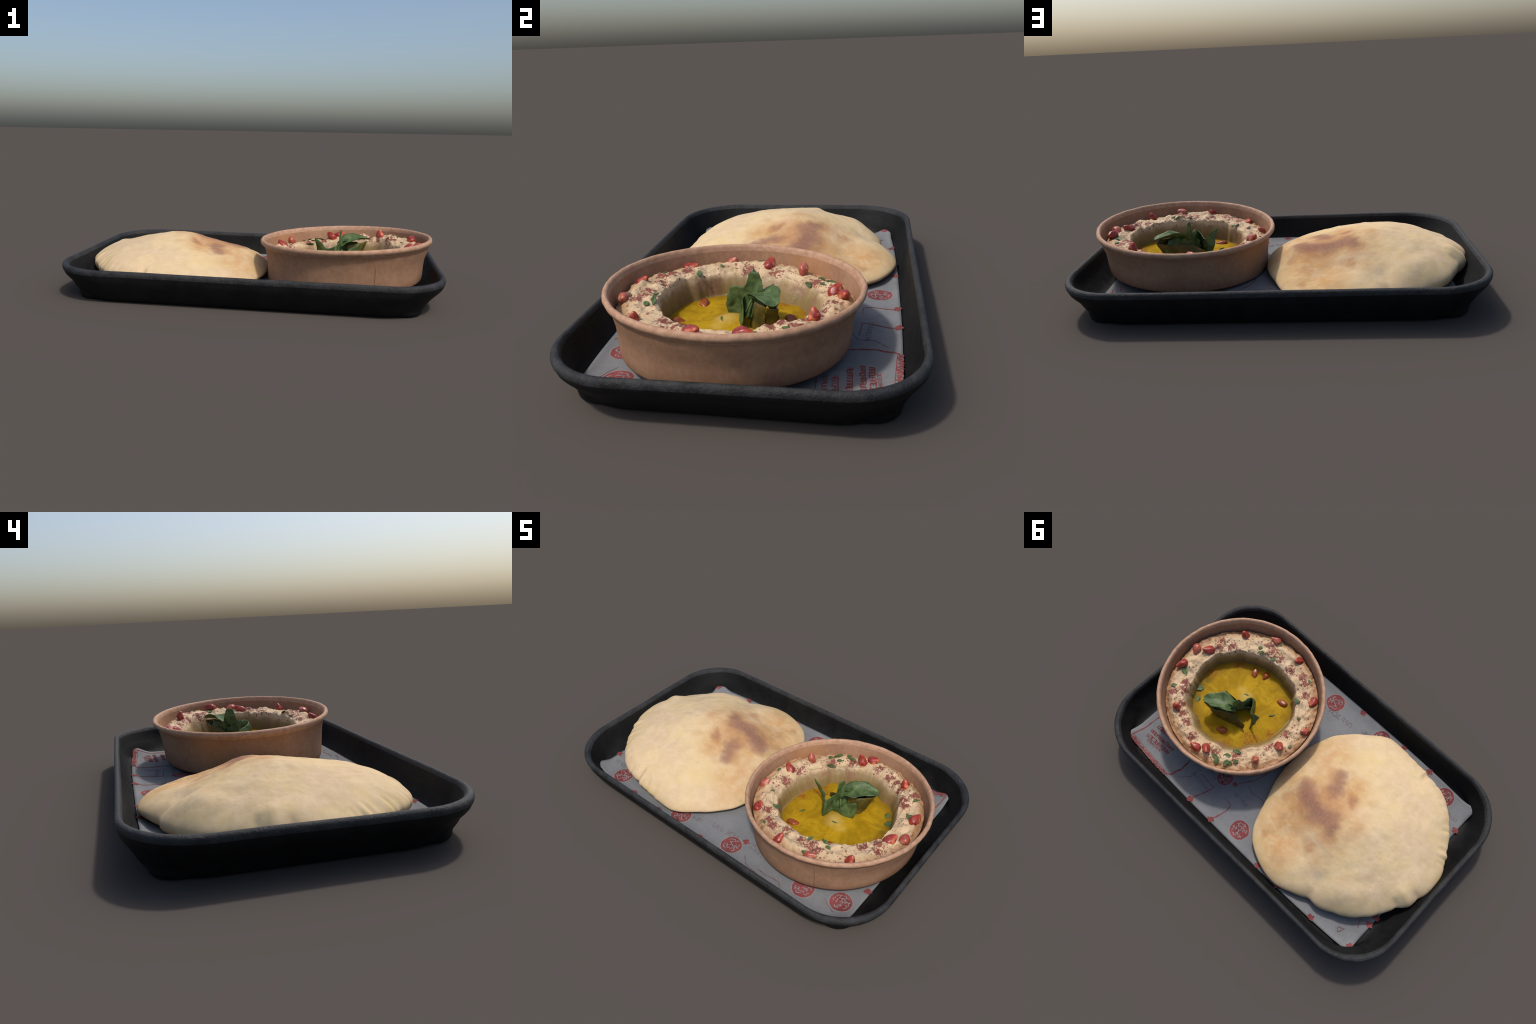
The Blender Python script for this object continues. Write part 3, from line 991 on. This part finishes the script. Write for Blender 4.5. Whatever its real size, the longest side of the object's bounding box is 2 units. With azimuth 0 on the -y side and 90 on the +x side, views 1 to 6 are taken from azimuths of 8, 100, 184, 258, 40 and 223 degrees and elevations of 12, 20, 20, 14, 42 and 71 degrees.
# ------------------------------------------------------------------ flatbread
FB = (-0.47, 0.0, 0.06)
BREAD = empty("flatbread", FB, "puffed round flatbread with browned scorch marks on top", "flatbread")
AX, AY, AZ = -0.48, 0.04, 0.267        # top of the puff
OUTLINE = [  # x, y, height of the edge, walking round
    (0.064, 0.06, .085), (0.010, 0.25, .078), (-0.071, 0.438, .080), (-0.187, 0.515, .080), (-0.349, 0.549, .078), (-0.450, 0.515, .080), (-0.530, 0.484, .080), (-0.590, 0.476, .088),
    (-0.680, 0.440, .095), (-0.800, 0.352, .102), (-0.878, 0.232, .120), (-0.919, 0.165, .126), (-0.955, 0.055, .128), (-0.958, -0.085, .120), (-0.905, -0.200, .120),
    (-0.815, -0.337, .115), (-0.700, -0.442, .105), (-0.545, -0.490, .092), (-0.464, -0.503, .084), (-0.354, -0.515, .078), (-0.235, -0.510, .074),
    (-0.112, -0.422, .074), (-0.008, -0.312, .076), (0.039, -0.199, .080), (0.065, -0.070, .086)]
POLAR = [(math.degrees(math.atan2(y - AY, x - AX)), math.hypot(x - AX, y - AY), h) for x, y, h in OUTLINE]
R_OF = [(a, r) for a, r, h in POLAR]
H_OF = [(a, h) for a, r, h in POLAR]
# pleats pinched into the edge: x, y at the edge, half width, depth, reach inwards, bite out of the outline
PLEATS = [(-0.528, 0.485, 0.030, 0.010, 0.40, 0.008), (-0.545, -0.492, 0.020, 0.014, 0.24, 0.008), (-0.520, -0.497, 0.020, -0.008, 0.20, -0.006),
          (-0.895, -0.215, 0.018, 0.009, 0.18, 0.006), (-0.870, -0.265, 0.020, 0.008, 0.20, 0.002), (-0.893, -0.185, 0.016, -0.006, 0.2, -0.004),
          (-0.900, 0.200, 0.022, 0.010, 0.16, 0.009), (-0.925, 0.140, 0.022, -0.010, 0.26, -0.007), (-0.940, 0.085, 0.018, 0.008, 0.14, 0.006),
          (-0.67, 0.445, 0.03, 0.005, 0.18, 0.003), (-0.40, -0.515, 0.018, 0.006, 0.14, 0.003), (-0.800, 0.352, 0.03, 0.005, 0.22, 0.004)]
prnd = random.Random(17)
for k in range(16):          # small puckers along the pinched edge
    t = math.radians(prnd.choice([prnd.uniform(120, 235), prnd.uniform(200, 280)]))
    e = cyc(R_OF, t)
    PLEATS.append((AX + e * math.cos(t), AY + e * math.sin(t), prnd.uniform(0.007, 0.014), prnd.uniform(0.003, 0.007), prnd.uniform(0.07, 0.16), prnd.uniform(0.001, 0.004)))
PLP = [(math.atan2(y - AY, x - AX), math.hypot(x - AX, y - AY), w, d, reach, bite) for x, y, w, d, reach, bite in PLEATS]


# how domed (1) or conical (0) the puff is, by direction
FULL = [(-35, 0.05), (8, 0.6), (35, 0.1), (65, 0.05), (95, 0.4), (130, 0.7), (180, 0.9), (225, 1.0), (265, 1.0), (300, 0.5)]


def bread_r(a):
    return cyc(R_OF, a) * (1 + 0.006 * fbm(math.cos(a) * 5, math.sin(a) * 5, 3.3, 3))


# broad shallow hollows and swellings of the top: x, y, radius, depth
HOLLOWS = [(-0.25, 0.28, 0.10, 0.014), (-0.18, 0.37, 0.09, 0.010), (-0.29, -0.01, 0.09, 0.018), (-0.06, 0.07, 0.08, -0.020), (-0.87, 0.09, 0.08, -0.008), (-0.20, -0.26, 0.10, 0.010), (-0.02, -0.10, 0.10, -0.016), (-0.21, 0.30, 0.10, 0.012), (-0.68, 0.35, 0.10, -0.020), (-0.25, -0.40, 0.09, 0.010), (-0.20, 0.38, 0.09, 0.008), (-0.36, 0.33, 0.10, 0.006), (-0.49, 0.39, 0.045, 0.014), 
           (-0.86, 0.12, 0.045, -0.007), (-0.50, -0.38, 0.06, 0.009), (-0.78, -0.24, 0.05, 0.006)]


def nick(a):
    """How far pleats bite into the outline."""
    return sum(bite * math.exp(-(((a - pa + math.pi) % TAU - math.pi) * pr / w) ** 2) for pa, pr, w, d, reach, bite in PLP)


def bread_top(rho, a, x, y):
    h = cyc(H_OF, a)
    rho = min(rho, 1.0)
    dome = (1 - rho ** 1.45) ** 0.57
    c = 0.20
    cone = 0.82 * (1 - (math.hypot(rho, c) - c) / (math.hypot(1, c) - c)) + 0.18 * (1 - rho ** 6) ** 0.5
    f = cone + (dome - cone) * cyc(FULL, a)
    z = h + (AZ - h) * f
    soft = (1 - rho ** 6)
    for hx, hy, w, d in HOLLOWS:
        z -= d * soft * math.exp(-((x - hx) ** 2 + (y - hy) ** 2) / w ** 2)
    for pa, pr, w, d, reach, bite in PLP:
        da = (a - pa + math.pi) % TAU - math.pi
        k = sstep(1 - reach, 1.0 - 0.12 * reach, rho) * (1 - rho ** 14)
        z -= d * k * math.exp(-(da * pr * max(rho, 0.3) / w) ** 2)
    z += soft * (0.010 * fbm(x * 4.2, y * 4.2, 6.1, 2) + 0.0035 * fbm(x * 10, y * 10, 4.4, 2) + 0.0020 * fbm(x * 19, y * 19, 2.0, 2)) * sstep(0.0, 0.25, rho + 0.15)
    z += 0.0006 * soft * fbm(x * 80, y * 80, 1.0, 2)
    return z


def bread_bottom(rho, a):
    h = cyc(H_OF, a)
    s = clamp((rho - 0.4) / 0.6)
    return 0.050 + (h - 0.050) * (1 - (1 - s ** 9.0) ** 0.5)


def crust(name, topside=True):
    m = Mat(name, FB)
    big = m.noise(5.5, 4, 0.6)
    med = m.noise(22, 5, 0.62)
    fine = m.noise(150, 4, 0.7)
    c = m.mix(m.step(big, 0.36, 0.64), (0.565, 0.420, 0.255), (0.605, 0.455, 0.235))
    c = m.mix(m.math("MULTIPLY", m.step(med, 0.40, 0.68), 0.60), c, (0.63, 0.485, 0.330))
    w = m.warp(11, 0.065)
    w2 = m.warp(30, 0.030, w)
    if topside:
        # golden toast around the scorched crown and the raised lobe
        gold = m.spots(w, [(-0.20, 0.10, 0.05, 0.27, .9), (-0.15, 0.30, 0.03, 0.22, .75), (-0.27, 0.44, 0.02, 0.14, .65), (-0.09, -0.16, 0.05, 0.20, .6),
                           (-0.40, 0.22, 0.0, 0.20, .5), (-0.30, -0.08, 0.03, 0.17, .75), (-0.05, -0.30, 0.0, 0.12, .35), (-0.22, 0.36, 0.04, 0.20, .8), (-0.12, 0.22, 0.03, 0.16, .8), (-0.38, 0.10, 0.05, 0.20, .55), (-0.02, 0.08, 0.03, 0.14, .6)])
        patch = m.step(m.noise(14, 6, 0.7), 0.34, 0.64, 0.45, 1.15)
        c = m.mix(m.math("MULTIPLY", gold, patch), c, (0.480, 0.262, 0.105))
        pale = m.spots(w, [(-0.255, 0.055, 0.0, 0.055, .7), (-0.28, 0.005, 0.0, 0.05, .6), (-0.08, 0.25, 0.0, 0.07, .45), (-0.30, 0.36, 0.0, 0.08, .45), (-0.33, 0.03, 0, 0.05, .6)])
        c = m.mix(pale, c, (0.585, 0.390, 0.210))
        tan = m.spots(w2, [(-0.357, -0.029, 0.012, 0.062, .95), (-0.385, -0.008, 0.0, 0.045, .8), (-0.330, -0.055, 0, 0.05, .7), (-0.358, 0.298, 0.005, 0.045, .8), (-0.330, 0.285, 0, 0.035, .5),
                           (-0.278, 0.450, 0.0, 0.05, .4), (-0.130, 0.405, 0.0, 0.035, .6), (-0.150, 0.267, 0.0, 0.055, .6), (-0.070, 0.171, 0.0, 0.040, .7), (-0.484, 0.060, 0, 0.05, .35),
                           (-0.235, 0.237, 0.0, 0.07, .5), (-0.195, -0.085, 0.02, 0.08, .8), (-0.27, 0.17, 0.02, 0.10, .7), (-0.36, 0.14, 0.0, 0.09, .7), (-0.44, -0.10, 0, 0.05, .25),
                           (-0.12, 0.06, 0.02, 0.07, .6), (-0.20, 0.12, 0.05, 0.13, .75), (-0.30, 0.13, 0.05, 0.12, .7), (-0.28, 0.05, 0.03, 0.15, .75), (-0.24, 0.02, 0.02, 0.12, .7), (-0.38, 0.19, 0.02, 0.09, .6), (-0.60, 0.30, 0.0, 0.06, .25), (-0.42, 0.33, 0.0, 0.06, .3)])
        c = m.mix(m.math("MULTIPLY", tan, m.step(med, 0.25, 0.6, 0.65, 1.0)), c, (0.385, 0.195, 0.090))
        dark = m.spots(w2, [(-0.110, 0.070, 0.012, 0.073, .85), (-0.140, 0.086, 0.015, 0.077, .95), (-0.175, 0.103, 0.018, 0.079, 1), (-0.215, 0.122, 0.018, 0.079, 1), (-0.256, 0.136, 0.02, 0.082, 1),
                            (-0.300, 0.128, 0.018, 0.077, .95), (-0.340, 0.118, 0.015, 0.073, .9), (-0.366, 0.142, 0.012, 0.066, .9), (-0.388, 0.170, 0.005, 0.055, .8),
                            (-0.210, -0.122, 0.008, 0.055, .8), (-0.232, -0.080, 0.01, 0.059, .85), (-0.243, -0.040, 0.012, 0.063, .9), (-0.222, -0.018, 0.004, 0.059, .85), (-0.255, 0.0, 0.0, 0.046, .7),
                            (-0.352, -0.034, 0.0, 0.053, .45), (-0.285, 0.08, 0.0, 0.046, .5)])
        dust = m.step(m.noise(210, 3, 0.7), 0.40, 0.66, 1.0, 0.55)
        c = m.mix(m.math("MULTIPLY", m.math("MULTIPLY", dark, 0.86), dust), c, (0.215, 0.108, 0.088))
    flour = m.step(m.noise(85, 3, 0.7), 0.60, 0.72)
    c = m.mix(m.math("MULTIPLY", flour, 0.22), c, (0.68, 0.56, 0.43))
    speck = m.step(m.noise(48, 2, 0.5), 0.735, 0.76)
    c = m.mix(m.math("MULTIPLY", speck, 0.35), c, (0.26, 0.14, 0.07))
    if not topside:
        c = m.mix(m.step(big, 0.4, 0.65, 0.35, 0.75), c, (0.45, 0.26, 0.13))
    return m.out(c, 0.9, 0.06, bump=m.math("ADD", m.math("MULTIPLY", fine, 0.5), med), strength=0.22, dist=0.004)


def build_bread():
    n, k = 560, 130
    rhos = [(i / k) for i in range(1, k)]
    rhos = [1 - (1 - r) ** 1.25 for r in rhos] + [1.0]
    rings = []
    ang = [TAU * j / n for j in range(n)]
    rad = [bread_r(a) for a in ang]
    bites = [nick(a) for a in ang]
    for r in rhos:
        row = []
        for a, R, nk in zip(ang, rad, bites):
            q = R * r - nk * sstep(0.8, 1.0, r)
            x, y = AX + q * math.cos(a), AY + q * math.sin(a)
            row.append((x, y, bread_top(r, a, x, y)))
        rings.append(row)
    ntop = len(rings)
    for r in [1 - 0.03 * (i / 10) ** 2 for i in range(1, 11)] + [0.95, 0.92, 0.88, 0.82, 0.75, 0.65, 0.55, 0.3, 0.1]:
        t = sstep(0.6, 1.0, r)
        rings.append([(AX + (R * r - nk * t) * math.cos(a), AY + (R * r - nk * t) * math.sin(a), bread_bottom(r, a)) for a, R, nk in zip(ang, rad, bites)])
    V, F = loft(rings[::-1])
    nr = len(rings)

    def lab(i, f):
        row = i // n
        if row >= nr - 1:            # the two caps: first n triangles below, then on top
            return "lower_crust" if i < (nr - 1) * n + n else "upper_crust"
        return "lower_crust" if row < nr - ntop - 4 else "upper_crust"
    split([("lower_crust", crust("bread_underside", False)), ("upper_crust", crust("bread_crust"))], V, F, lab, BREAD)


build_bread()
